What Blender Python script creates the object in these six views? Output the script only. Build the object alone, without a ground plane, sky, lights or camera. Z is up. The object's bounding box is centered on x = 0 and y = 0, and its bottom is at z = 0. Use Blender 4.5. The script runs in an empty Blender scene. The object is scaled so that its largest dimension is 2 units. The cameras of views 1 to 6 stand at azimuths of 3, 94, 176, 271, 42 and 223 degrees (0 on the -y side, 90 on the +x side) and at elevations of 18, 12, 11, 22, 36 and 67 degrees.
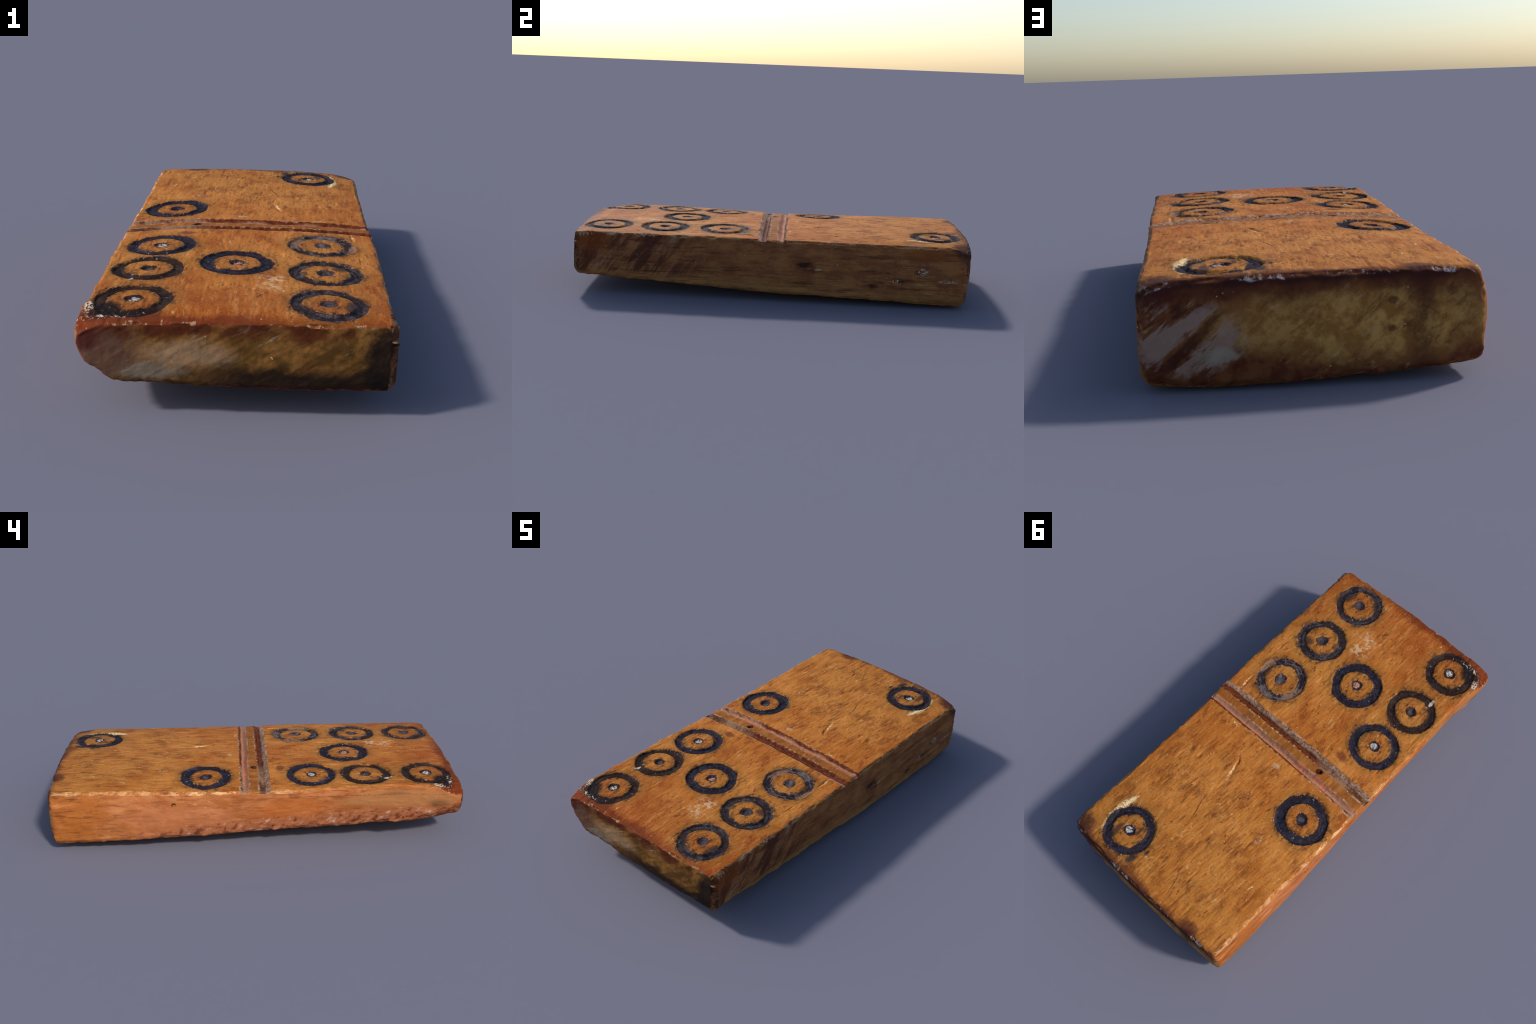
# An old bone domino: a worn rectangular block, hand cut, with nine carved and
# inked ring-and-dot pips on its face and two V grooves across the middle.
import bpy, math
import numpy as np

# ----------------------------------------------------------------------------
# 1. Layout of the carved face (metres; x across, y along, z up)
# ----------------------------------------------------------------------------
# name: centre x, centre y, ring radius, half width of the cut, dot radius, ink, dot fill
PIPS = [
    ("front_left",   -0.287, -0.836, 0.100, 0.0215, 0.028, "brown_black", "white"),
    ("middle_left",  -0.291, -0.545, 0.100, 0.0205, 0.028, "brown_black", "ink"),
    ("inner_left",   -0.288, -0.280, 0.101, 0.0210, 0.027, "navy",        "white"),
    ("centre",       -0.006, -0.459, 0.102, 0.0225, 0.027, "navy",        "pink"),
    ("front_right",   0.300, -0.810, 0.100, 0.0195, 0.028, "grey_black",  "ink"),
    ("middle_right",  0.293, -0.523, 0.101, 0.0215, 0.029, "grey_black",  "ink"),
    ("inner_right",   0.282, -0.222, 0.102, 0.0205, 0.030, "worn_grey",   "ink"),
    ("far_left",     -0.303,  0.233, 0.101, 0.0245, 0.029, "navy",        "ink"),
    ("far_right",     0.225,  0.833, 0.102, 0.0215, 0.029, "navy",        "white"),
]
# grooves: y = y0 + slope * x, half width
GROOVES = [(-0.035, 0.043, 0.0265), (0.0560, 0.037, 0.0225)]

# ----------------------------------------------------------------------------
# 2. Small numeric helpers
# ----------------------------------------------------------------------------
def hash01(ix, iy, iz, seed):
    h = (ix.astype(np.int64) * 374761393 + iy.astype(np.int64) * 668265263
         + iz.astype(np.int64) * 2147483647 + seed * 1274126177) & 0xFFFFFFFF
    h = ((h ^ (h >> 13)) * 1274126177) & 0xFFFFFFFF
    h = ((h ^ (h >> 16)) * 2246822519) & 0xFFFFFFFF
    return ((h ^ (h >> 15)) & 0xFFFF) / 65535.0

def vnoise(p, scale, seed):
    q = p * scale
    i = np.floor(q).astype(np.int64)
    f = q - i
    f = f * f * f * (f * (f * 6 - 15) + 10)
    out = 0
    for dx in (0, 1):
        wx = f[:, 0] if dx else 1 - f[:, 0]
        for dy in (0, 1):
            wy = f[:, 1] if dy else 1 - f[:, 1]
            for dz in (0, 1):
                wz = f[:, 2] if dz else 1 - f[:, 2]
                out = out + wx * wy * wz * hash01(i[:, 0] + dx, i[:, 1] + dy, i[:, 2] + dz, seed)
    return out * 2 - 1

def fbm(p, scale, octaves, seed, gain=0.5):
    a, s, tot = 1.0, 0.0, 0.0
    for k in range(octaves):
        s = s + a * vnoise(p, scale * 2.03 ** k, seed + 17 * k)
        tot += a
        a *= gain
    return s / tot

def smooth(x, a, b):
    t = np.clip((x - a) / (b - a), 0, 1)
    return t * t * (3 - 2 * t)

def curve(x, pts):
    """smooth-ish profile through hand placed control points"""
    xs, ys = zip(*pts)
    d = 0.035
    return (np.interp(x - d, xs, ys) + np.interp(x, xs, ys) * 2 + np.interp(x + d, xs, ys)) / 4

# ----------------------------------------------------------------------------
# 3. The block as an intersection of six gently curved sides
# ----------------------------------------------------------------------------
RIGHT = [(-1.0, 0.512), (-0.94, 0.509), (-0.89, 0.500), (-0.85, 0.494), (-0.65, 0.494), (-0.45, 0.491),
         (-0.1, 0.481), (0.2, 0.467), (0.6, 0.454), (0.9, 0.450), (1.0, 0.450)]
LEFT = [(-1.0, -0.440), (-0.92, -0.446), (-0.84, -0.440), (-0.75, -0.438), (-0.6, -0.444),
        (-0.44, -0.452), (-0.2, -0.463), (0.1, -0.472), (0.5, -0.485), (0.85, -0.494), (1.0, -0.494)]
FRONT = [(-0.5, -0.984), (-0.42, -0.995), (-0.34, -0.997), (-0.24, -0.988), (-0.1, -0.981),
         (0.05, -0.976), (0.2, -0.965), (0.33, -0.955), (0.42, -0.945), (0.5, -0.938)]
BACK = [(-0.5, 0.972), (-0.4, 0.981), (-0.25, 0.991), (-0.07, 1.000), (0.1, 1.003),
        (0.27, 1.002), (0.37, 0.998), (0.45, 0.990)]
BOTTOM_RIGHT = [(-1, 0.089), (-0.9, 0.085), (-0.75, 0.078), (-0.55, 0.068), (-0.34, 0.055),
                (-0.1, 0.042), (0.1, 0.036), (0.3, 0.032), (0.64, 0.023), (0.87, 0.012), (1, 0.004)]
BOTTOM_LEFT = [(-1, 0.115), (-0.85, 0.106), (-0.67, 0.098), (-0.5, 0.092), (0, 0.068),
               (0.26, 0.060), (0.5, 0.053), (0.84, 0.039), (1, 0.031)]
TORN_EDGE = [(-1, 0.166), (-0.93, 0.151), (-0.8, 0.121), (-0.6, 0.104), (-0.3, 0.088), (0, 0.074), (0.4, 0.050), (1, 0.030)]

def top_height(x, y):
    z = 0.3158 + 0.001 * smooth(0.45 - np.abs(y + 0.25), 0.0, 0.4) - (0.012 + 0.005 * smooth(x, -0.05, 0.2) * smooth(y, -0.3, 0.4)) * (np.abs(x) / 0.47) ** 3 - 0.012 * smooth(-x, 0.15, 0.5) * smooth(np.abs(y - 0.05), 0.75, 0.1)
    z = z - 0.056 * np.exp(-((x + 0.48) ** 2 + (y + 0.99) ** 2) / 0.085 ** 2)      # dropped front left corner
    z = z - 0.015 * smooth(-y, 0.86, 0.99)
    z = z - 0.022 * np.exp(-((x - 0.47) ** 2 + (y - 1.0) ** 2) / 0.07 ** 2)
    return z

def bottom_height(x, y):
    t = np.clip((0.44 - x) / 0.88, 0, 1.1)
    bend = 1.0 + 0.9 * smooth(np.abs(y), 0.3, 0.95)
    r, l = curve(y, BOTTOM_RIGHT), curve(y, BOTTOM_LEFT)
    return r + (l - r) * t ** bend - 0.0155 * np.exp(-((x - 0.30) ** 2 + (y - 0.80) ** 2) / 0.11 ** 2)

def rmax(a, b, r):
    u, v = np.maximum(a + r, 0), np.maximum(b + r, 0)
    return np.minimum(np.maximum(a, b), -r) + np.sqrt(u * u + v * v) * ((u > 0) | (v > 0))

def block(p):
    x, y, z = p[:, 0], p[:, 1], p[:, 2]
    low = smooth(0.17 - z, 0.0, 0.17)
    below = np.maximum(0.265 - z, 0.0)
    far = smooth(y, -0.15, 0.2)
    xr = curve(y, RIGHT) - 0.012 * low * (1 - far) + 0.011 * far * smooth(0.30 - z, 0.0, 0.16) * (1 - smooth(y, 0.75, 0.95))
    xr = xr - 0.006 * smooth(z, 0.24, 0.32) * smooth(y, -0.9, -0.7)
    # the left flank leans in towards the base under the seven pips
    lean = smooth(0.55 - y, 0.0, 0.9) * (1 - 0.35 * smooth(-y, 0.72, 0.80) + 0.35 * smooth(-y, 0.88, 0.95))
    xl = curve(y, LEFT) + 0.012 * low + (0.010 + 0.010 * smooth(y, 0.0, 0.4)) * smooth(z, 0.2, 0.32) + lean * below * 0.20
    yf = curve(x, FRONT) + 0.010 * low + 0.006 * smooth(z, 0.22, 0.32)
    yb = curve(x, BACK) - 0.013 * low + 0.002 * smooth(-x, 0.1, 0.35) * smooth(0.26 - z, 0.0, 0.1) - 0.002 * smooth(z, 0.22, 0.32)
    rv = 0.022 + 0.010 * smooth(y, 0.5, 1.0) + 0.016 * smooth(-y, 0.7, 0.9) * smooth(-x, 0.2, 0.4) - 0.010 * smooth(-y, 0.7, 0.9) * smooth(x, 0.2, 0.4)
    side = rmax(rmax(x - xr, xl - x, 0.02), rmax(yf - y, y - yb, 0.02), rv)
    rt = 0.016 + 0.006 * smooth(y, 0.85, 1.0) - 0.003 * smooth(-y, 0.85, 0.95)
    f = rmax(side, z - top_height(x, y), rt)
    rb = 0.026 + 0.016 * smooth(-y, 0.7, 0.95) * smooth(x, 0.2, 0.4) + 0.026 * smooth(y, 0.5, 1.0) * smooth(x, 0.2, 0.4)
    f = rmax(f, bottom_height(x, y) - z, rb)
    # broken away lower left edge, deepest at the front
    cx = -0.395 - 0.010 * smooth(y, -0.95, -0.75) - (y + 0.95) * 0.050 - 0.05 * smooth(y, -0.2, 0.6)
    cz = curve(y, TORN_EDGE)
    ch = -(x - cx) * 0.60 - (z - cz) * 0.80
    f = rmax(f, ch, 0.02)
    return f

def gradient(p, e=0.0015):
    g = np.empty_like(p)
    f = block(p)
    for k in range(3):
        d = np.zeros(3)
        d[k] = e
        g[:, k] = (block(p + d) - f) / e
    return f, g

# ----------------------------------------------------------------------------
# 4. A gridded box skin, wrapped onto the block
# ----------------------------------------------------------------------------
def gridded_box(nx, ny, nz):
    index, pts, quads = {}, [], []
    def key_grid(us, vs, fn):
        ids = np.empty((len(us), len(vs)), np.int64)
        for a, u in enumerate(us):
            for b, v in enumerate(vs):
                k = fn(u, v)
                j = index.get(k)
                if j is None:
                    j = index[k] = len(pts)
                    pts.append(k)
                ids[a, b] = j
        return ids
    def add(ids, flip):
        q = np.stack([ids[:-1, :-1], ids[1:, :-1], ids[1:, 1:], ids[:-1, 1:]], -1).reshape(-1, 4)
        quads.append(q[:, ::-1] if flip else q)
    X, Y, Z = range(nx + 1), range(ny + 1), range(nz + 1)
    add(key_grid(X, Y, lambda u, v: (u, v, nz)), False)
    ntop = len(quads[0])
    add(key_grid(X, Y, lambda u, v: (u, v, 0)), True)
    add(key_grid(Y, Z, lambda u, v: (nx, u, v)), False)
    add(key_grid(Y, Z, lambda u, v: (0, u, v)), True)
    add(key_grid(X, Z, lambda u, v: (u, 0, v)), False)
    add(key_grid(X, Z, lambda u, v: (u, ny, v)), True)
    return np.array(pts, float), np.concatenate(quads), ntop

NX, NY, NZ = 272, 560, 84
pts, quads, n_top = gridded_box(NX, NY, NZ)
unit = pts / np.array([NX, NY, NZ]) * 2 - 1
half = np.array([0.478, 0.992, 0.145])
p = unit * half
r0 = 0.03
inner = np.clip(p, -(half - r0), half - r0)
d = p - inner
n = np.linalg.norm(d, axis=1, keepdims=True)
p = np.where(n > 0, inner + d / np.maximum(n, 1e-9) * r0, p)
# follow the tilt of the underside before wrapping
zb0 = bottom_height(p[:, 0], p[:, 1])
zt0 = top_height(p[:, 0], p[:, 1])
t = (p[:, 2] + half[2]) / (2 * half[2])
p[:, 2] = zb0 + (zt0 - zb0) * t
for _ in range(5):
    f, g = gradient(p)
    p -= (f / np.maximum((g * g).sum(1), 0.2))[:, None] * g
nrm = gradient(p, 0.0006)[1]
nrm /= np.linalg.norm(nrm, axis=1, keepdims=True)
skin = p.copy()
x, y, z = skin.T

# ----------------------------------------------------------------------------
# 5. Relief: worn lumps, saw marks, chips, carved rings, grooves, scratches
# ----------------------------------------------------------------------------
up = smooth(nrm[:, 2], 0.75, 0.95)
edge = 1 - smooth(np.max(np.abs(nrm), axis=1), 0.80, 0.97)          # 1 on the rounded arrises
leftness = smooth(-nrm[:, 0], 0.3, 0.8)
rightness = smooth(nrm[:, 0], 0.3, 0.8)
frontness = smooth(-nrm[:, 1], 0.3, 0.8)
backness = smooth(nrm[:, 1], 0.3, 0.8)
downness = smooth(-nrm[:, 2], 0.2, 0.7)

h = 0.0030 * fbm(skin, 9, 3, 1) * (1 - 0.6 * up)
fine = skin * np.array([1.0, 0.35, 1.0])
h += 0.0011 * fbm(fine, 70, 3, 5)
h += 0.0030 * fbm(skin, 40, 3, 9) * (1 - up) * (0.35 + 0.65 * np.maximum(edge, downness))
h += 0.0085 * edge * fbm(skin, 15, 3, 12)                              # nicked arrises
h -= 0.004 * edge * smooth(vnoise(skin, 24, 21), 0.35, 0.95)
# flaky torn strip low on the left flank, towards the front
strip = leftness * smooth(0.35 - y, 0.0, 0.5) * smooth(bottom_height(x, y) + 0.085 - z, 0.0, 0.05)
diag = np.stack([x, y * 0.8 + z * 0.9, z * 0.5 - y * 0.3], 1)
h += 0.0075 * strip * fbm(diag, 30, 3, 31)
# diagonal saw marks on the ends and on the front half of the right flank
saw_r = np.stack([y * 0.8 - z * 0.6, (y * 0.6 + z * 0.8) * 0.15, x], 1)
h += 0.0022 * rightness * smooth(-y, 0.2, 0.45) * fbm(saw_r, 55, 2, 41)
saw_f = np.stack([x * 0.55 - z * 0.83, (x * 0.83 + z * 0.55) * 0.12, y], 1)
h += 0.0013 * frontness * fbm(saw_f, 60, 2, 43)
saw_b = np.stack([x * 0.65 + z * 0.76, (z * 0.65 - x * 0.76) * 0.12, y], 1)
h += 0.0030 * backness * smooth(x, -0.05, 0.2) * fbm(saw_b, 45, 2, 44)
# long grain on the right flank
grain = np.stack([x, y * 0.08, z], 1)
h += 0.0015 * rightness * smooth(y, -0.3, 0.1) * fbm(grain, 90, 2, 47)
# small pits on the flanks
for (py, pz, pr, pd) in [(0.379, 0.237, 0.008, 0.008)]:
    h -= pd * leftness * smooth(np.hypot(y - py, z - pz), pr, pr * 0.5)
for (py, pz, pr) in [(0.200, 0.185, 0.022), (0.647, 0.128, 0.018), (0.523, 0.098, 0.016), (0.60, 0.163, 0.012)]:
    h -= 0.005 * rightness * smooth(np.hypot((y - py) * 0.6, z - pz), pr, pr * 0.3)
for (px_, pz, pr) in [(-0.229, 0.152, 0.008), (-0.235, 0.229, 0.010)]:
    h -= 0.004 * backness * smooth(np.hypot(x - px_, z - pz), pr, pr * 0.3)
p = skin + nrm * h[:, None]

# carved face: everything below is cut straight down
wob = np.stack([x, y, np.zeros_like(x)], 1)
wx = 0.0048 * fbm(wob, 16, 3, 61)
wy = 0.0048 * fbm(wob, 16, 3, 67)
cut = np.zeros(len(p))
ring_id = np.full(len(p), -1)
ring_d, dot_d = [], []
for k, (_, cx, cy, R, w, rd, _, fill) in enumerate(PIPS):
    dist = np.hypot(x + wx - cx, y + wy - cy)
    s = np.abs(dist - R) - w
    rough = 0.0020 * fbm(wob, 85, 2, 71 + k)
    cut = np.maximum(cut, (0.0080 + rough) * smooth(-s, -0.003, 0.011))
    cut = cut - 0.0022 * smooth(0.012 - np.abs(s - 0.006), 0.0, 0.010) * (0.5 + 0.5 * fbm(wob, 40, 1, 90 + k))
    depth = 0.011 if fill == "ink" else 0.009
    cut = np.maximum(cut, depth * smooth(dist, rd, rd * 0.25))
    if fill in ("white", "pink"):
        cut = cut - 0.007 * smooth(np.hypot(x - cx - 0.003, y - cy + 0.004), 0.018, 0.004)
    ring_d.append(s)
    dot_d.append(dist - rd)
groove_d = []
for k, (y0, sl, hw) in enumerate(GROOVES):
    wv = 0.005 * fbm(wob * np.array([1, 0, 0]), 9, 2, 101 + k) + 0.0022 * fbm(wob, 60, 2, 103 + k)
    gd = y - (y0 + sl * x) + wv
    a = np.clip(1 - np.abs(gd) / hw, 0, 1)
    deep = (0.0265 - 0.005 * k) - 0.011 * smooth(np.abs(x + 0.02), 0.32, 0.47)
    prof = 1 - (1 - a) ** 1.5
    # the +y wall is steeper than the -y wall
    bottom_shift = smooth(gd / hw, -1.0, 0.55) * smooth(-gd / hw, -1.0, -0.45)
    cut = np.maximum(cut, 0.004 * smooth(np.abs(y - 0.010 - 0.04 * x), 0.045, 0.03))
    cut = np.maximum(cut, deep * (0.4 * prof + 0.6 * bottom_shift) * (a > 0))
    groove_d.append(np.abs(gd) - hw)
# knife scratches and a chipped triangle on the plain half
def scratch(ax, ay, bx, by, w, dep):
    ux, uy = bx - ax, by - ay
    L2 = ux * ux + uy * uy
    tt = np.clip(((x - ax) * ux + (y - ay) * uy) / L2, 0, 1)
    dd = np.hypot(x - ax - tt * ux, y - ay - tt * uy)
    return dep * smooth(dd, w, 0) * smooth(tt, 0, 0.25) * smooth(1 - tt, 0, 0.25)
for s in [(0.079, 0.350, 0.128, 0.200, 0.010, 0.005), (-0.079, -0.19, -0.055, -0.33, 0.008, 0.003),
          (0.391, -0.055, 0.397, -0.15, 0.008, 0.005), (0.318, 0.70, 0.335, 0.84, 0.010, 0.004)]:
    cut = np.maximum(cut, scratch(*s))
cut += 0.0022 * smooth(vnoise(wob * np.array([1, 0.5, 1]), 70, 131), 0.55, 0.9)     # small open pores
topmask = smooth(nrm[:, 2], 0.35, 0.8) * (z > 0.2)
p[:, 2] -= cut * topmask
# a pin hole drilled between the grooves
hole = np.hypot(x + 0.197, y - 0.002)
p[:, 2] -= 0.012 * smooth(hole, 0.014, 0.006) * topmask

# fit the frame: longest side 2.00 m, centred, lowest point on the ground
lo, hi = p.min(0), p.max(0)
p[:, 1] = (p[:, 1] - (lo[1] + hi[1]) / 2) * (2.0 / (hi[1] - lo[1]))
p[:, 0] -= (lo[0] + hi[0]) / 2 * 1.0
p[:, 2] -= lo[2]
shift_x = -(lo[0] + hi[0]) / 2
print("shift", shift_x, "y", lo[1], hi[1], "z", lo[2], hi[2])

# smooth normals of the whole body
def vertex_normals(p, quads):
    a, b, c, dd = (p[quads[:, i]] for i in range(4))
    fn = np.cross(c - a, dd - b)
    vn = np.zeros_like(p)
    for i in range(4):
        for k in range(3):
            vn[:, k] += np.bincount(quads[:, i], fn[:, k], minlength=len(p))
    return vn / np.maximum(np.linalg.norm(vn, axis=1, keepdims=True), 1e-12)
body_normals = vertex_normals(p, quads)

# ----------------------------------------------------------------------------
# 6. Materials
# ----------------------------------------------------------------------------
def srgb(r, g, b):
    c = [v / 255 for v in (r, g, b)]
    return tuple((v / 12.92 if v <= 0.04045 else ((v + 0.055) / 1.055) ** 2.4) for v in c) + (1,)

class S:
    """a socket with arithmetic"""
    tree = None
    def __init__(self, sock): self.s = sock
    def _m(self, op, *others, clamp=False):
        nd = S.tree.nodes.new("ShaderNodeMath")
        if op != "ADD":
            nd.operation = op
        if clamp:
            nd.use_clamp = True
        for i, o in enumerate((self,) + others):
            if isinstance(o, S): S.tree.links.new(o.s, nd.inputs[i])
            else: nd.inputs[i].default_value = o
        return S(nd.outputs[0])
    def __add__(s, o): return s._m("ADD", o)
    def __sub__(s, o): return s._m("SUBTRACT", o)
    def __mul__(s, o): return s._m("MULTIPLY", o)
    __radd__, __rmul__ = __add__, __mul__
    def __rsub__(s, o): return (s * -1.0)._m("ADD", o)
    def __neg__(s): return s * -1.0
    def abs(s): return s._m("ABSOLUTE")
    def min(s, o): return s._m("MINIMUM", o)
    def max(s, o): return s._m("MAXIMUM", o)
    def clamp(s): return s._m("ADD", 0.0, clamp=True)
    def hypot(s, o): return (s * s + o * o)._m("SQRT")
    def step(s, a, b):
        """0 at a, 1 at b, smooth between"""
        nd = S.tree.nodes.new("ShaderNodeMapRange")
        nd.interpolation_type = "SMOOTHSTEP"
        S.tree.links.new(s.s, nd.inputs["Value"])
        if a < b:
            vals = (a, b, 0.0, 1.0)
        else:
            vals = (b, a, 1.0, 0.0)
        for nm, v in zip(("From Min", "From Max", "To Min", "To Max"), vals):
            nd.inputs[nm].default_value = v
        return S(nd.outputs["Result"])

def vec(x, y, z):
    nd = S.tree.nodes.new("ShaderNodeCombineXYZ")
    for i, o in enumerate((x, y, z)):
        if isinstance(o, S): S.tree.links.new(o.s, nd.inputs[i])
        else: nd.inputs[i].default_value = o
    return S(nd.outputs[0])

def vmath(op, *args):
    """vector node; a bare S is linked, a tuple is a constant"""
    nd = S.tree.nodes.new("ShaderNodeVectorMath")
    if op != "ADD":
        nd.operation = op
    for i, o in enumerate(args):
        if isinstance(o, S): S.tree.links.new(o.s, nd.inputs[i])
        else: nd.inputs[i].default_value = o
    return S(nd.outputs["Value" if op in ("LENGTH", "DISTANCE", "DOT_PRODUCT") else "Vector"])

def mapped(v, scale=(1, 1, 1), turn=None, shift=(0, 0, 0)):
    """coordinates turned (axis index, degrees), then stretched"""
    if turn:
        nd = S.tree.nodes.new("ShaderNodeMapping")
        S.tree.links.new(v.s, nd.inputs["Vector"])
        angle = [0.0, 0.0, 0.0]
        angle[turn[0]] = math.radians(turn[1])
        nd.inputs["Rotation"].default_value = angle
        v = S(nd.outputs[0])
    nd = S.tree.nodes.new("ShaderNodeMapping")
    S.tree.links.new(v.s, nd.inputs["Vector"])
    nd.inputs["Scale"].default_value = scale
    nd.inputs["Location"].default_value = shift
    return S(nd.outputs[0])

def noise(v, scale, detail=2.0, rough=0.5, distort=0.0):
    nd = S.tree.nodes.new("ShaderNodeTexNoise")
    S.tree.links.new(v.s, nd.inputs["Vector"])
    nd.inputs["Scale"].default_value = scale
    nd.inputs["Detail"].default_value = detail
    nd.inputs["Roughness"].default_value = rough
    nd.inputs["Distortion"].default_value = distort
    return S(nd.outputs["Fac"])

def voronoi(v, scale, rnd=1.0):
    nd = S.tree.nodes.new("ShaderNodeTexVoronoi")
    S.tree.links.new(v.s, nd.inputs["Vector"])
    nd.inputs["Scale"].default_value = scale
    nd.inputs["Randomness"].default_value = rnd
    return S(nd.outputs["Distance"])

def mix(a, b, fac):
    nd = S.tree.nodes.new("ShaderNodeMix")
    nd.data_type = "RGBA"
    if isinstance(fac, S): S.tree.links.new(fac.s, nd.inputs[0])
    else: nd.inputs[0].default_value = fac
    for i, o in ((6, a), (7, b)):
        if isinstance(o, S): S.tree.links.new(o.s, nd.inputs[i])
        else: nd.inputs[i].default_value = o
    return S(nd.outputs[2])

INKS = {   # base, dry grey, wear
    "navy":        (srgb(24, 26, 38),  srgb(66, 68, 82),   0.45),
    "brown_black": (srgb(32, 25, 25),  srgb(78, 64, 60),   0.50),
    "grey_black":  (srgb(32, 29, 34),  srgb(92, 84, 88),   0.70),
    "worn_grey":   (srgb(34, 31, 37),  srgb(116, 104, 104), 0.80),
}
FILLS = {"ink": srgb(104, 98, 104), "white": srgb(226, 220, 208), "pink": srgb(226, 158, 128)}

def control(name, value):
    """a node that copies of the material can retune"""
    nd = S.tree.nodes.new("ShaderNodeRGB" if isinstance(value, tuple) else "ShaderNodeValue")
    nd.name = name
    nd.outputs[0].default_value = value
    return S(nd.outputs[0])

def build_domino_material(name, carved=False):
    """carved=True: only what can lie on the face, with inks and fills that copies retune"""
    mat = bpy.data.materials.new(name)
    mat.use_nodes = True
    nt = mat.node_tree
    nt.nodes.clear()
    S.tree = nt
    tc = nt.nodes.new("ShaderNodeTexCoord")
    P = S(tc.outputs["Object"])
    sep = nt.nodes.new("ShaderNodeSeparateXYZ")
    nt.links.new(P.s, sep.inputs[0])
    X, Y, Z = (S(o) for o in sep.outputs)
    geo = nt.nodes.new("ShaderNodeNewGeometry")
    sn = nt.nodes.new("ShaderNodeSeparateXYZ")
    nt.links.new(geo.outputs["Normal"], sn.inputs[0])
    NXs, NYs, NZs = (S(o) for o in sn.outputs)
    n_big = noise(P, 3.2, 3)
    n_mid = noise(P, 9.0, 4, 0.6)
    n_blot = noise(mapped(P, (1, 0.5, 1)), 17, 4, 0.65)
    n_grain = noise(mapped(P, (1, 0.20, 1)), 34, 5, 0.66)
    n_thread = noise(mapped(P, (1, 0.10, 1)), 95, 3, 0.6)
    n_fine = noise(P, 120, 3, 0.6)
    n_jag = noise(P, 55, 4, 0.7)
    j = n_jag - 0.5
    m = n_mid - 0.5

    # which side of the block we are on (worn arrises wander a little)
    front = (-NYs + j * 0.6).step(0.45, 0.75)
    back = (NYs + j * 0.6).step(0.45, 0.78)
    left = (-NXs + j * 0.3).step(0.5, 0.8)
    right = (NXs + j * 0.4).step(0.45, 0.8)
    top = (NZs + j * 0.2).step(0.30, 0.65) * Z.step(0.18, 0.22)

    ragged = {}
    def spot(cx, cy, cz, rx, ry, rz, soft=0.5, wob=0.5):
        """soft-edged blotch, 1 inside, with a ragged rim"""
        if wob not in ragged:
            ragged[wob] = m * (wob * 2) + j * (wob * 1.6)
        inv = (1 / rx, 1 / ry, 1 / rz)
        r = vmath("LENGTH", vmath("MULTIPLY_ADD", P, inv, (-cx / rx, -cy / ry, -cz / rz))) + ragged[wob]
        return r.step(1.0 + soft * 0.5, 1.0 - soft * 0.5)

    # ---- bone of the face
    bone = mix(srgb(178, 101, 38), srgb(196, 124, 55), n_big.step(0.35, 0.65))
    bone = mix(bone, srgb(136, 64, 22), n_blot.step(0.48, 0.68) * 0.80)
    bone = mix(bone, srgb(206, 136, 66), n_blot.step(0.46, 0.30) * 0.45)
    bone = mix(bone, srgb(166, 110, 46), Y.step(0.1, 0.9) * 0.35)
    bone = mix(bone, srgb(148, 66, 20), (Y + m * 0.6).step(-0.50, -0.98) * 0.72)
    bone = mix(bone, srgb(124, 68, 30), n_mid.step(0.52, 0.70) * (Y + m).step(-0.3, 0.6) * 0.55)
    bone = mix(bone, srgb(104, 52, 24), n_grain.step(0.54, 0.72) * (n_big + m).step(0.35, 0.6) * 0.75)
    bone = mix(bone, srgb(212, 144, 72), n_grain.step(0.46, 0.30) * 0.50)
    bone = mix(bone, srgb(118, 62, 28), n_thread.step(0.53, 0.68) * 0.38)
    bone = mix(bone, srgb(214, 152, 86), n_thread.step(0.46, 0.34) * 0.25)
    bone = mix(bone, srgb(212, 152, 90), n_fine.step(0.56, 0.72) * 0.38)
    bone = mix(bone, srgb(92, 46, 24), n_fine.step(0.44, 0.30) * 0.42)
    crack = (noise(mapped(P, (1, 0.13, 1)), 19, 3, 0.55) - 0.5).abs().step(0.010, 0.002) * noise(P, 4.5, 2).step(0.50, 0.62)
    bone = mix(bone, srgb(92, 46, 26), crack * 0.55)
    # vascular channels: short dark dashes along the grain
    dash = noise(mapped(P, (1, 0.16, 1)), 75, 2, 0.5)
    dash_zone = noise(P, 7, 2).step(0.42, 0.58)
    bone = mix(bone, srgb(84, 38, 24), dash.step(0.635, 0.70) * dash_zone * 0.6)
    nick = (noise(mapped(P, (1, 0.25, 1), (2, 24)), 15, 2) - 0.5).abs().step(0.006, 0.001) * noise(P, 6.5, 2).step(0.55, 0.63)
    bone = mix(bone, srgb(218, 160, 104), nick * 0.6)
    fleck = noise(mapped(P, (1, 0.55, 1)), 62, 3, 0.6).step(0.60, 0.68) * noise(P, 6, 2).step(0.46, 0.60)
    bone = mix(bone, srgb(92, 44, 24), fleck * 0.7)

    col = bone
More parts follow.
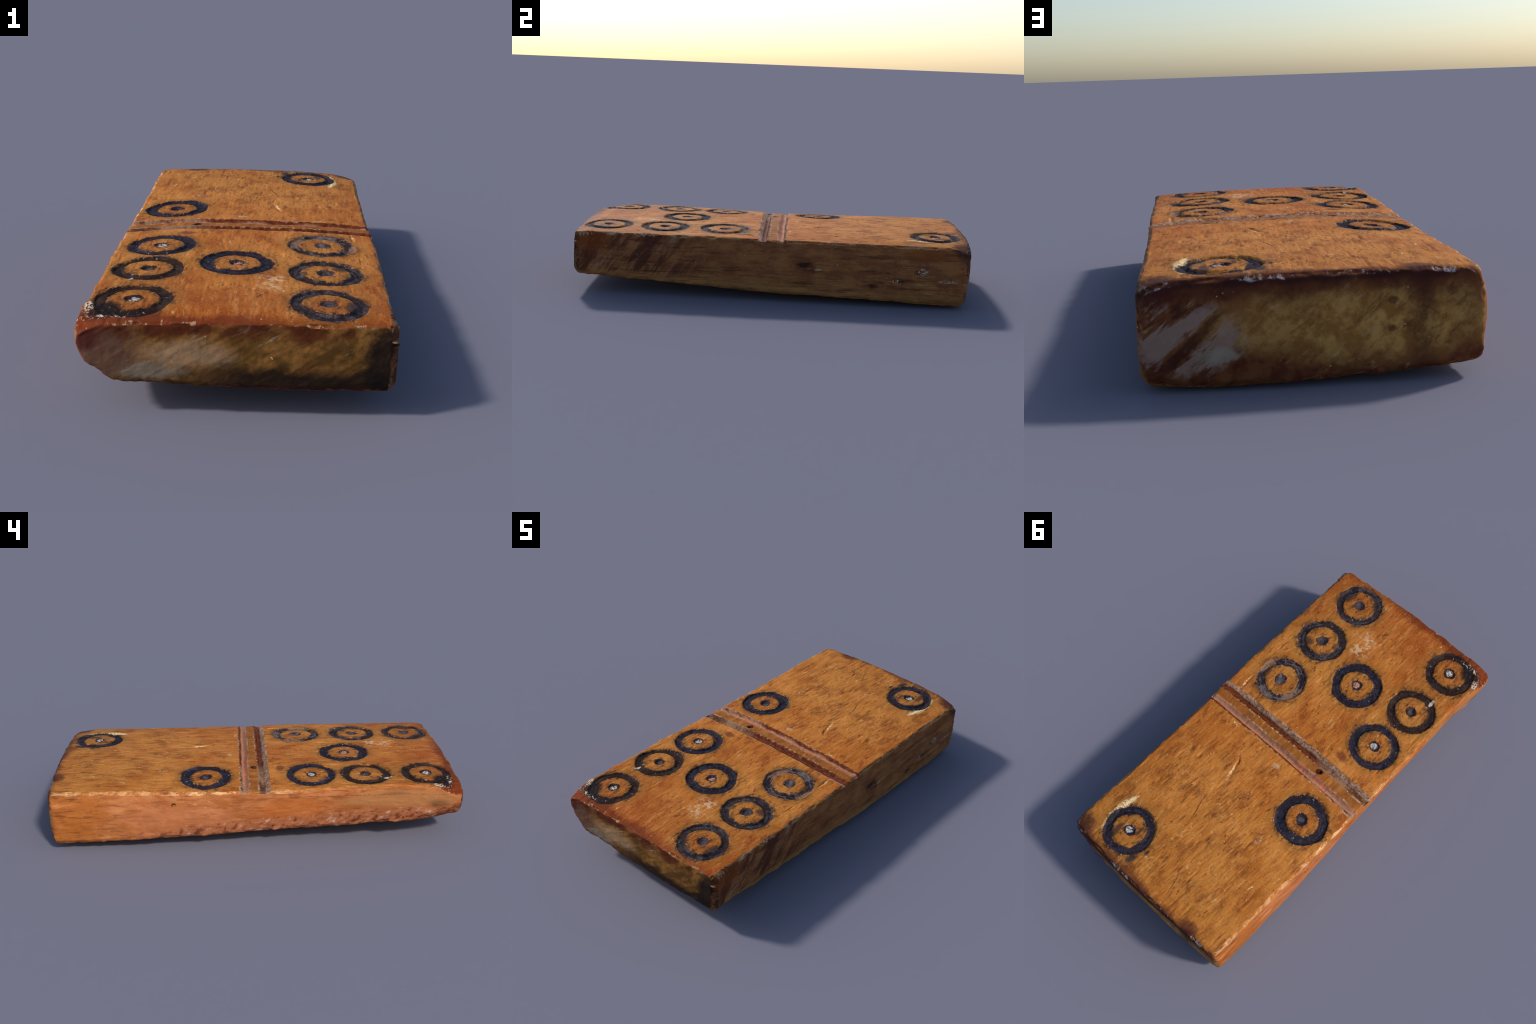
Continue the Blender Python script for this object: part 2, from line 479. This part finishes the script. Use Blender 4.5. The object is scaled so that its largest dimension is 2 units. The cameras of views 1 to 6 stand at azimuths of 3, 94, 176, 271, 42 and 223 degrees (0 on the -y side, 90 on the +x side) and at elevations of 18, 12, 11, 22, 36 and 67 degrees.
    if not carved:
        # ---- left flank: warm, smooth towards the back, torn along the lower front edge
        lf = mix(srgb(166, 96, 50), srgb(184, 114, 68), n_blot.step(0.4, 0.62))
        lf = mix(lf, srgb(168, 96, 36), (Y + m * 0.3).step(0.62, 0.85) * 0.75)
        lf = mix(lf, srgb(116, 64, 36), n_grain.step(0.52, 0.68) * 0.65)
        lf = mix(lf, srgb(128, 72, 42), n_thread.step(0.52, 0.66) * 0.5)
        lf = mix(lf, srgb(206, 146, 98), n_fine.step(0.58, 0.74) * 0.3)
        lf = mix(lf, srgb(206, 140, 90), n_grain.step(0.45, 0.32) * 0.4)
        lf = mix(lf, srgb(102, 50, 28), dash.step(0.61, 0.68) * 0.55 * n_big.step(0.4, 0.55))
        lf = mix(lf, srgb(172, 116, 70), spot(-0.45, -0.70, 0.240, 0.5, 0.29, 0.045, 0.4, 0.15) * 0.8)
        lf = mix(lf, srgb(188, 104, 48), spot(-0.47, -0.18, 0.20, 0.5, 0.17, 0.06, 0.7, 0.3) * 0.6)
        lf = mix(lf, srgb(196, 122, 82), spot(-0.47, 0.35, 0.17, 0.5, 0.25, 0.06, 0.8, 0.4) * 0.4)
        torn = (Z + Y * 0.075 + m * 0.06).step(0.165, 0.110) * (Y + m * 0.4).step(0.75, 0.35)
        lf = mix(lf, srgb(160, 96, 66), torn * 0.6)
        flake = noise(mapped(P, (1, 1, 0.6), (0, -45)), 34, 4, 0.65)
        lf = mix(lf, srgb(92, 46, 36), torn * flake.step(0.52, 0.64) * 0.85)
        lf = mix(lf, srgb(214, 180, 158), torn * flake.step(0.42, 0.30) * 0.7)
        lf = mix(lf, srgb(100, 68, 42), spot(-0.45, -0.885, 0.215, 0.5, 0.045, 0.018, 1.2, 0.2) * 0.6)
        lf = mix(lf, srgb(112, 76, 46), spot(-0.45, -0.67, 0.268, 0.5, 0.06, 0.008, 1.4, 0.2) * 0.5)
        lf = mix(lf, srgb(66, 26, 18), spot(-0.48, 0.379, 0.237, 0.5, 0.008, 0.008, 0.5, 0.1))
        col = mix(col, lf, left)

        # ---- right flank: fibrous, its brown dimmed to carry the scan's shade, saw marks towards the front
        rf = mix(srgb(126, 76, 47), srgb(150, 98, 58), n_blot.step(0.40, 0.62))
        rf = mix(rf, srgb(164, 116, 68), (Z + Y * 0.05 + m * 0.06).step(0.135, 0.05) * 0.75)
        rgrain = noise(mapped(P, (1, 0.07, 1)), 60, 5, 0.68)
        rf = mix(rf, srgb(80, 46, 30), rgrain.step(0.51, 0.66) * 0.75)
        rf = mix(rf, srgb(180, 148, 104), rgrain.step(0.42, 0.30) * (Z + m * 0.1).step(0.2, 0.1) * 0.6)
        rf = mix(rf, srgb(88, 50, 34), fleck * 0.5)
        rf = mix(rf, srgb(176, 140, 98), n_fine.step(0.58, 0.74) * 0.3)
        saw = noise(mapped(P, (1, 1, 0.16), (0, 36.9)), 30, 4, 0.65)
        sawzone = (Y + m * 0.4).step(-0.25, -0.50) * (Z + m * 0.08).step(0.09, 0.125)
        rf = mix(rf, srgb(70, 38, 32), saw.step(0.44, 0.58) * sawzone * 0.8)
        rf = mix(rf, srgb(152, 128, 116), saw.step(0.40, 0.30) * sawzone * 0.5)
        rf = mix(rf, srgb(118, 56, 26), spot(0.49, -0.86, 0.26, 0.5, 0.09, 0.06, 0.8, 0.5) * 0.7)
        rf = mix(rf, srgb(124, 66, 28), spot(0.47, 0.80, 0.265, 0.5, 0.12, 0.03, 1.0, 0.5) * 0.6)
        for (sy, sz, r) in [(0.185, 0.190, 0.020), (0.225, 0.176, 0.010), (0.655, 0.127, 0.010),
                            (0.523, 0.098, 0.012), (0.74, 0.178, 0.008)]:
            rf = mix(rf, srgb(50, 28, 26), spot(0.465, sy, sz, 0.5, r * 1.8, r, 1.2, 0.9) * rgrain.step(0.40, 0.52) * 0.85)
        for (sy, sz, ry, rz) in [(0.258, 0.168, 0.010, 0.005), (0.632, 0.130, 0.015, 0.005),
                                 (0.765, 0.181, 0.016, 0.008), (0.885, 0.137, 0.026, 0.004)]:
            rf = mix(rf, srgb(184, 176, 152), spot(0.465, sy, sz, 0.5, ry * 1.5, rz * 1.6, 0.8, 0.8) * n_fine.step(0.48, 0.56) * 0.75)
        col = mix(col, rf, right)

        # ---- sawn ends: yellow core, brown rind, baked shading painted as dark areas, dry scrapes
        fr = mix(srgb(100, 68, 30), srgb(132, 90, 44), n_blot.step(0.4, 0.6))  # front base colour lowered toward its shadowed look
        fsaw = noise(mapped(P, (1, 1, 0.14), (1, -56.5)), 30, 4, 0.65)
        fbroad = noise(mapped(P, (1, 1, 0.30), (1, -56.5)), 11, 3, 0.6)
        fr = mix(fr, srgb(70, 46, 24), fbroad.step(0.50, 0.66) * 0.6)
        fr = mix(fr, srgb(74, 46, 24), fsaw.step(0.52, 0.68) * (n_big + m).step(0.35, 0.6) * 0.6)
        fr = mix(fr, srgb(160, 140, 114), fsaw.step(0.42, 0.32) * X.step(0.05, -0.15) * 0.5)
        fr = mix(fr, srgb(176, 160, 132), fsaw.step(0.44, 0.36) * spot(0.40, -0.95, 0.215, 0.07, 0.5, 0.075, 0.6, 0.4) * 0.75)
        fr = mix(fr, srgb(158, 146, 130), fsaw.step(0.46, 0.38) * spot(0.03, -0.95, 0.262, 0.12, 0.5, 0.03, 0.6, 0.4) * 0.6)
        fr = mix(fr, srgb(158, 128, 100), spot(-0.12, -0.95, 0.205, 0.12, 0.5, 0.04, 1.0, 0.5) * 0.6)
        fr = mix(fr, srgb(126, 116, 102), spot(-0.22, -0.95, 0.148, 0.10, 0.5, 0.028, 1.0, 0.5) * 0.7)
        fr = mix(fr, srgb(94, 66, 54), spot(-0.37, -0.95, 0.215, 0.11, 0.5, 0.10, 0.8, 0.5) * (0.9 - fsaw.step(0.42, 0.32) * 0.5))
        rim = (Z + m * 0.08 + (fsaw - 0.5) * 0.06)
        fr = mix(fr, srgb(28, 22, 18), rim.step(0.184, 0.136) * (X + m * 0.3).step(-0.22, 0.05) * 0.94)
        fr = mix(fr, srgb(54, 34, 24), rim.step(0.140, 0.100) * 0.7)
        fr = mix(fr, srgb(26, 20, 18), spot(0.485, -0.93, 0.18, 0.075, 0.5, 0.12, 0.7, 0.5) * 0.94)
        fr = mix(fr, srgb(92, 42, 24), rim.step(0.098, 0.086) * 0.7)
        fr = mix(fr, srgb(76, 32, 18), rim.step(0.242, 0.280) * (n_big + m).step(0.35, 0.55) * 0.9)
        fr = mix(fr, srgb(70, 28, 22), spot(-0.42, -0.95, 0.25, 0.06, 0.5, 0.04, 0.8, 0.5) * 0.85)
        col = mix(col, fr, front)

        bk = mix(srgb(146, 100, 50), srgb(184, 138, 76), n_blot.step(0.40, 0.60))
        core = spot(-0.20, 0.98, 0.168, 0.31, 0.5, 0.092, 1.0, 0.45).max(spot(0.06, 0.98, 0.18, 0.20, 0.5, 0.075, 1.1, 0.45) * 0.8)
        rind = mix(srgb(112, 66, 40), srgb(86, 42, 28), n_blot.step(0.4, 0.6))
        bk = mix(rind, bk, core)
        bfib = noise(mapped(P, (1, 1, 0.3), (1, 49.5)), 34, 5, 0.7)
        bk = mix(bk, srgb(92, 56, 34), bfib.step(0.52, 0.66) * 0.6)
        bk = mix(bk, srgb(182, 154, 110), bfib.step(0.42, 0.30) * 0.45)
        bsaw = noise(mapped(P, (1, 1, 0.2), (1, 49.5)), 17, 5, 0.65)
        scr = spot(0.31, 0.98, 0.150, 0.14, 0.5, 0.095, 0.5, 0.4)
        bk = mix(bk, srgb(148, 122, 110), bsaw.step(0.47, 0.54) * scr * 0.85)
        bk = mix(bk, srgb(56, 28, 24), bsaw.step(0.45, 0.39) * scr * 0.7)
        bk = mix(bk, srgb(150, 140, 122), spot(0.225, 0.98, 0.100, 0.05, 0.5, 0.022, 0.8, 0.8) * bsaw.step(0.4, 0.5) * 0.7)
        bk = mix(bk, srgb(78, 36, 26), (Z + m * 0.10).step(0.240, 0.290) * 0.6)
        bk = mix(bk, srgb(50, 26, 26), (Z + m * 0.05).step(0.280, 0.302) * 0.8)
        bk = mix(bk, srgb(66, 36, 22), spot(-0.229, 0.98, 0.152, 0.010, 0.5, 0.009, 0.9, 0.5).max(spot(-0.235, 0.98, 0.229, 0.014, 0.5, 0.010, 0.9, 0.6)) * 0.7)
        col = mix(col, bk, back)

    # ---- where the carved rings and dots lie
    Wx = X + (noise(P, 12, 3, 0.55) - 0.5) * 0.026 + (n_fine - 0.5) * 0.007
    Wy = Y + (noise(mapped(P, (1, 1, 1), None, (3.1, 0, 0)), 12, 3, 0.55) - 0.5) * 0.026 + (noise(mapped(P, (1, 0.12, 1)), 130, 3, 0.65) - 0.5) * 0.018
    W = vec(Wx, Wy, 0.0)
    band = (n_blot - 0.5) * 0.012
    ring = dot = None
    for (_, cx, cy, R, w, rd, _, _) in PIPS:
        dd = vmath("DISTANCE", W, (cx + shift_x, cy, 0))
        s = (dd - R).abs() - (w - 0.0010)
        ring = s if ring is None else ring.min(s)
        e = dd - rd
        dot = e if dot is None else dot.min(e)
    ring = ring - band
    any_d = ring.min(dot)
    # the bone round the rings is yellower
    col = mix(col, srgb(150, 100, 42), ring.step(0.055, 0.02) * top * 0.38)
    col = mix(col, srgb(98, 62, 30), ring.step(0.022, 0.0) * (n_blot + j * 0.5).step(0.44, 0.58) * top * 0.55)

    # ---- dark blotches; the scan's corner shading is painted along the arrises
    corner_shade = spot(-0.40, -0.965, 0.28, 0.17, 0.085, 0.3, 0.9, 0.5).max(spot(-0.18, -0.985, 0.28, 0.32, 0.05, 0.3, 0.9, 0.6))
    col = mix(col, srgb(104, 38, 18), corner_shade * 0.8 * top)
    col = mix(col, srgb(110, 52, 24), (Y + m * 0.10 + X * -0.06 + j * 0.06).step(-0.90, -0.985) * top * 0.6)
    col = mix(col, srgb(34, 22, 20), spot(-0.368, -0.908, 0.3, 0.060, 0.050, 0.3, 0.9, 0.45) * top * 0.96)
    col = mix(col, srgb(58, 30, 32), spot(0.42, 0.965, 0.315, 0.08, 0.06, 0.07, 0.9, 0.6) * 0.85)
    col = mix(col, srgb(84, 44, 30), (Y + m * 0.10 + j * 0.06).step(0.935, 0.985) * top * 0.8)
    col = mix(col, srgb(68, 32, 28), spot(-0.31, 0.955, 0.3, 0.050, 0.035, 0.3, 0.8, 0.6) * 0.75)
    col = mix(col, srgb(112, 60, 32), (X + m * 0.06 + j * 0.05).step(0.435, 0.475) * top * (n_big + m).step(0.4, 0.6) * 0.7)
    col = mix(col, srgb(110, 54, 34), spot(-0.22, -0.128, 0.31, 0.030, 0.022, 0.3, 0.9, 0.8) * top * 0.8)

    if not carved:
        # ---- pale worn arrises
        arris_l = (NZs.step(0.25, 0.5) * NZs.step(0.95, 0.80)) * (-NXs).step(0.2, 0.45)
        col = mix(col, srgb(226, 178, 124), arris_l * (n_blot + j * 0.6).step(0.40, 0.60) * ((Y.step(-0.40, 0.0) * 0.5 + spot(-0.47, 0.1, 0.3, 0.5, 0.25, 0.5, 0.8, 0.3) * 0.4)))
        arris_r = (NZs.step(0.40, 0.6) * NZs.step(0.95, 0.85)) * NXs.step(0.2, 0.4)
        col = mix(col, srgb(210, 182, 136), arris_r * (n_blot + j * 0.8).step(0.44, 0.58) * ((Y + m * 0.3).step(-0.35, -0.6) * 0.4 + 0.22))
        arris_b = (NZs.step(0.3, 0.5) * NZs.step(0.9, 0.75)) * NYs.step(0.3, 0.5)
        col = mix(col, srgb(172, 160, 162), arris_b * (n_blot + j).step(0.58, 0.70) * 0.75)
        arris_f = (NZs.step(0.3, 0.5) * NZs.step(0.95, 0.85)) * (-NYs).step(0.2, 0.4)
        col = mix(col, srgb(202, 162, 130), arris_f * (n_blot + j).step(0.58, 0.72) * 0.7)

    # ---- chips, and sparse specks painting the scan's small white glints
    speck = voronoi(mapped(P, (1, 0.75, 1)), 46).step(0.15, 0.06) * noise(P, 21, 1).step(0.62, 0.70)
    col = mix(col, srgb(224, 186, 146), speck * 0.7)
    flakes = noise(mapped(P, (1, 0.55, 1)), 58, 3, 0.62).step(0.655, 0.70) * noise(P, 5, 2).step(0.46, 0.60)
    col = mix(col, srgb(220, 162, 108), flakes * top * 0.7)
    pale = spot(0.12, -0.655, 0.31, 0.055, 0.075, 0.3, 0.9, 0.6) * noise(P, 40, 4, 0.65).step(0.52, 0.60)
    pale = pale.max(spot(-0.035, 0.127, 0.31, 0.018, 0.014, 0.3, 0.8, 0.9) * 0.7).max(
        spot(-0.235, 0.444, 0.31, 0.02, 0.025, 0.3, 0.9, 1.0) * n_jag.step(0.5, 0.6) * 0.8)
    pale = pale.max(spot(0.10, 0.60, 0.31, 0.20, 0.22, 0.3, 1.0, 0.5) * noise(P, 44, 4, 0.65).step(0.64, 0.70) * 0.7)
    pale = pale.max(spot(0.27, -0.905, 0.31, 0.06, 0.02, 0.3, 0.9, 0.6) * n_jag.step(0.52, 0.60))
    col = mix(col, srgb(208, 172, 132), pale * top * 0.8)

    flat = vec(X, Y, 0.0)
    roughness = n_jag * 1.6 - 0.1
    wandering = vec(X + m * 0.020 + j * 0.012, Y + j * 0.008, 0.0)
    def stroke(ax, ay, bx, by, w):
        """a nick that tapers to both ends and wanders"""
        ux, uy = bx - ax, by - ay
        l2 = ux * ux + uy * uy
        t = vmath("DOT_PRODUCT", flat, (ux / l2, uy / l2, 0))._m("ADD", -(ax * ux + ay * uy) / l2, clamp=True)
        dd = vmath("DISTANCE", wandering, vmath("MULTIPLY_ADD", vec(t, t, 0.0), (ux, uy, 0), (ax, ay, 0)))
        wide = t * (1.0 - t) * (4.0 * w) * roughness
        return (dd - wide * 0.5).step(w * 0.30, -w * 0.15)
    cream = stroke(0.076, 0.355, 0.110, 0.255, 0.016).max(stroke(0.290, 0.925, 0.333, 0.86, 0.012)).max(
        stroke(0.325, 0.89, 0.336, 0.77, 0.024)).max(stroke(0.336, 0.81, 0.312, 0.68, 0.014))
    cream = cream.max(stroke(-0.062, -0.195, -0.048, -0.27, 0.007)).max(stroke(0.225, 0.335, 0.24, 0.285, 0.006)).max(
        stroke(0.386, -0.05, 0.398, -0.13, 0.012)).max(stroke(-0.380, 0.605, -0.37, 0.65, 0.007)).max(
        stroke(-0.308, 0.755, -0.295, 0.80, 0.008)).max(stroke(0.29, 0.100, 0.24, 0.106, 0.012))
    crust = stroke(0.316, 0.69, 0.340, 0.81, 0.040).max(stroke(0.339, 0.78, 0.318, 0.91, 0.028))
    col = mix(col, srgb(230, 204, 150), crust * top * (n_fine * 0.6 + n_thread * 0.5).step(0.45, 0.54) * 0.9)
    col = mix(col, srgb(226, 190, 136), cream * top * (n_fine * 0.6 + n_thread * 0.6).step(0.54, 0.64) * 0.85)
    col = mix(col, srgb(92, 48, 28), (stroke(0.095, 0.25, 0.130, 0.20, 0.008).max(stroke(-0.172, 0.295, -0.162, 0.33, 0.010)).max(
        stroke(0.10, 0.45, 0.05, 0.62, 0.006)).max(stroke(-0.10, 0.82, -0.13, 0.92, 0.006))) * top * 0.75)

    if not carved:
        # ---- the two grooves: baked light tinted in, -y wall lightened pink, +y wall darkened red
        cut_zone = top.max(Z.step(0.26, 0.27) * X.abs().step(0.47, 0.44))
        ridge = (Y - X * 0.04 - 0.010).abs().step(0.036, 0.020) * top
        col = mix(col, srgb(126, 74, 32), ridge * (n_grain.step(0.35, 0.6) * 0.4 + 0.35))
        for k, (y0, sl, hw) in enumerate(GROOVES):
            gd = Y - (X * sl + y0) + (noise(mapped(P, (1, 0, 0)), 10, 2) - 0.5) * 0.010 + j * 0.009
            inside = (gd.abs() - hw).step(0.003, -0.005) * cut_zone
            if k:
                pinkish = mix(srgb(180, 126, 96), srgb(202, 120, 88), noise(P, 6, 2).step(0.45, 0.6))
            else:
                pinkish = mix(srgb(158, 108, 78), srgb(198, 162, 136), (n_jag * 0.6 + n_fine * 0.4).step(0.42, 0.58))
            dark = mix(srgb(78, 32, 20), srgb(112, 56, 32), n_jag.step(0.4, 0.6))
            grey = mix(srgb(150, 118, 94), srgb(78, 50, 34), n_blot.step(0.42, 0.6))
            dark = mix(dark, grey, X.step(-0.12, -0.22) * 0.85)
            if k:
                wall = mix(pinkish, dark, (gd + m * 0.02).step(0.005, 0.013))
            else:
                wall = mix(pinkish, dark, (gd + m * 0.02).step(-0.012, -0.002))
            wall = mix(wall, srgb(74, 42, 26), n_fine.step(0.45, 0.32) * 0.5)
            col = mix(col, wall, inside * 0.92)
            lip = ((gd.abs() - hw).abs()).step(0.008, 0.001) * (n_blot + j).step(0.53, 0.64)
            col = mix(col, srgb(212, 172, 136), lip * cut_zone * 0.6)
        col = mix(col, srgb(58, 16, 10), (X + 0.197).hypot(Y - 0.002).step(0.017, 0.011) * top)

    # ---- ink
    # dirty discs; ink splashes bleed along the grain
    in_disc = (dot + 0.029 - 0.080).step(0.004, -0.010)
    grit = noise(mapped(P, (1, 0.7, 1)), 105, 3, 0.65).step(0.57, 0.64) * (n_blot + j).step(0.40, 0.55)
    col = mix(col, srgb(66, 42, 26), grit * in_disc * top * 0.8)
    dirt = noise(mapped(P, (1, 0.6, 1)), 44, 4, 0.7).step(0.52, 0.60) * any_d.step(0.034, 0.0)
    col = mix(col, srgb(70, 48, 34), dirt * top * 0.75)
    splash = noise(mapped(P, (1, 0.45, 1)), 62, 3, 0.65).step(0.555, 0.62) * any_d.step(0.028, 0.002) * (n_blot + j * 0.5).step(0.42, 0.56)
    col = mix(col, srgb(46, 33, 32), splash * top * 0.9)
    for (sx, sy, rx, ry) in [(0.335, -0.475, 0.030, 0.022), (0.362, -0.83, 0.018, 0.045), (0.262, 0.87, 0.012, 0.05), (0.18, 0.80, 0.012, 0.03)]:
        col = mix(col, srgb(52, 42, 38), spot(sx, sy, 0.3, rx, ry, 0.3, 0.9, 0.9) * top * 0.8)
    base, grey, wear = control("ink_base", INKS["grey_black"][0]), control("ink_grey", INKS["grey_black"][1]), control("ink_wear", INKS["grey_black"][2])
    stria = noise(vec(ring * 9.0, X * 0.9, Y * 0.9), 14, 3, 0.6)
    inkc = mix(base, grey, (stria * 0.6 + noise(P, 40, 4, 0.7) * 0.5).step(0.50, 0.68) * wear)
    inkc = mix(inkc, srgb(186, 176, 172), (noise(P, 70, 3, 0.65).step(0.665, 0.71)) * 0.5)
    gone = stroke(0.405, -0.16, 0.375, -0.30, 0.050).max(stroke(0.20, -0.13, 0.165, -0.25, 0.055)) * n_jag.step(0.35, 0.5)
    inkc = mix(inkc, srgb(150, 112, 86), gone * 0.65)
    mask = any_d.step(0.0035, -0.003) * top.max(Z.step(0.27, 0.28))
    col = mix(col, inkc, mask * 0.96)
    # pale burr flecks, highlights of the cut edge put into the colour
    rim_glint = any_d.abs().step(0.007, 0.002) * noise(P, 80, 3, 0.6).step(0.615, 0.67) * (n_blot + m).step(0.48, 0.60)
    col = mix(col, srgb(206, 190, 172), rim_glint * top * 0.7)
    blob = spot(0.112, 0.915, 0.3, 0.022, 0.034, 0.3, 0.8, 0.9).max(spot(0.078, 0.849, 0.3, 0.008, 0.018, 0.3, 0.8, 0.9))
    col = mix(col, srgb(40, 38, 42), blob * top * 0.9)
    if carved:
        fx, fy = control("fill_x", 9.0), control("fill_y", 9.0)
        fr_ = (X - fx - 0.002 + j * 0.03).hypot(Y - fy + 0.003 + (n_fine - 0.5) * 0.03).step(0.020, 0.011)
        fc = mix(control("fill_colour", FILLS["ink"]), srgb(88, 78, 74), n_fine.step(0.48, 0.60) * 0.8)
        col = mix(col, fc, fr_ * control("fill_amount", 0.0) * (n_jag * 0.5 + n_fine * 0.5).step(0.40, 0.49))  # noise breaks the dot colour into drawn-on glints
    chips = spot(-0.337, -0.648, 0.3, 0.008, 0.020, 0.3, 0.7, 0.7).max(spot(-0.418, -0.885, 0.3, 0.014, 0.026, 0.3, 0.8, 1.1) * n_fine.step(0.45, 0.55)).max(spot(-0.345, -0.945, 0.3, 0.05, 0.012, 0.3, 0.8, 0.8) * n_fine.step(0.52, 0.58))
    col = mix(col, srgb(206, 190, 168), chips * top * 0.85)

    out = nt.nodes.new("ShaderNodeOutputMaterial")
    bsdf = nt.nodes.new("ShaderNodeBsdfPrincipled")
    nt.links.new(col.s, bsdf.inputs["Base Color"])
    rgh = (0.62 + mask * 0.10) + m * 0.25
    nt.links.new(rgh.s, bsdf.inputs["Roughness"])
    nt.links.new((0.07 - mask * 0.02).s, bsdf.inputs["Specular IOR Level"])
    bump = nt.nodes.new("ShaderNodeBump")
    bump.inputs["Strength"].default_value = 0.4
    bump.inputs["Distance"].default_value = 0.003
    hgt = n_fine * 0.5 + n_thread * 0.5 + n_grain * 0.3 + noise(P, 260, 2) * 0.3
    nt.links.new(hgt.s, bump.inputs["Height"])
    nt.links.new(bump.outputs[0], bsdf.inputs["Normal"])
    nt.links.new(bsdf.outputs[0], out.inputs[0])
    return mat

def inked_copy(master, name, ink, fill=None, at=(9.0, 9.0)):
    mat = master.copy()
    mat.name = name
    nodes = mat.node_tree.nodes
    for key, v in zip(("ink_base", "ink_grey", "ink_wear"), INKS[ink]):
        nodes[key].outputs[0].default_value = v
    if fill:
        nodes["fill_colour"].outputs[0].default_value = FILLS[fill]
        nodes["fill_amount"].outputs[0].default_value = 0.5 if fill == "ink" else 0.85
        nodes["fill_x"].outputs[0].default_value = at[0] + shift_x
        nodes["fill_y"].outputs[0].default_value = at[1]
    return mat

# ----------------------------------------------------------------------------
# 7. Split the skin into its parts (borders coincide, normals shared)
# ----------------------------------------------------------------------------
part = np.zeros(len(quads), int)                 # 0 = block
on_top = np.zeros(len(quads), bool)
on_top[:n_top] = True
fmean = lambda a: a[quads].mean(1)
names = {0: ("bone_block", "old_bone", None, None)}
nxt = 1
for k, (nm, cx, cy, R, w, rd, ink, fill) in enumerate(PIPS):
    part[on_top & (fmean(ring_d[k]) < 0.008)] = nxt
    names[nxt] = ("carved_ring", ink, None, None)
    nxt += 1
    part[on_top & (fmean(dot_d[k]) < 0.008)] = nxt
    names[nxt] = ("drilled_dot", ink, fill, (cx, cy))
    nxt += 1
for k in range(len(GROOVES)):
    part[on_top & (fmean(groove_d[k]) < 0.002)] = nxt
    names[nxt] = ("dividing_groove", None, None, None)
    nxt += 1

root = bpy.data.objects.new("domino", None)
root["label"] = "old worn bone domino with nine inked ring pips"
root["category"] = "domino"
bpy.context.scene.collection.objects.link(root)

mats = {"bone": build_domino_material("aged_bone")}
inked_bone = build_domino_material("inked_bone", carved=True)
def material_for(kind, ink, fill, at):
    if kind in ("bone_block", "dividing_groove"):
        return mats["bone"]
    key = (ink, fill, at)
    if key not in mats:
        if kind == "carved_ring":
            mats[key] = inked_copy(inked_bone, "ink_" + ink, ink)
        else:
            mats[key] = inked_copy(inked_bone, "dot_" + ink, ink, fill, at)
    return mats[key]

for k in range(nxt):
    sel = quads[part == k]
    used, inv = np.unique(sel, return_inverse=True)
    inv = inv.reshape(-1, 4)
    me = bpy.data.meshes.new(names[k][0])
    me.vertices.add(len(used))
    me.vertices.foreach_set("co", p[used].astype(np.float32).ravel())
    me.loops.add(inv.size)
    me.loops.foreach_set("vertex_index", inv.astype(np.int32).ravel())
    me.polygons.add(len(inv))
    me.polygons.foreach_set("loop_start", np.arange(0, inv.size, 4, dtype=np.int32))
    me.update(calc_edges=True)
    me.polygons.foreach_set("use_smooth", np.ones(len(inv), bool))
    me.normals_split_custom_set_from_vertices(body_normals[used].astype(np.float32))
    me.materials.append(material_for(*names[k]))
    ob = bpy.data.objects.new(names[k][0], me)
    bpy.context.scene.collection.objects.link(ob)
    ob.parent = root
bpy.data.materials.remove(inked_bone)
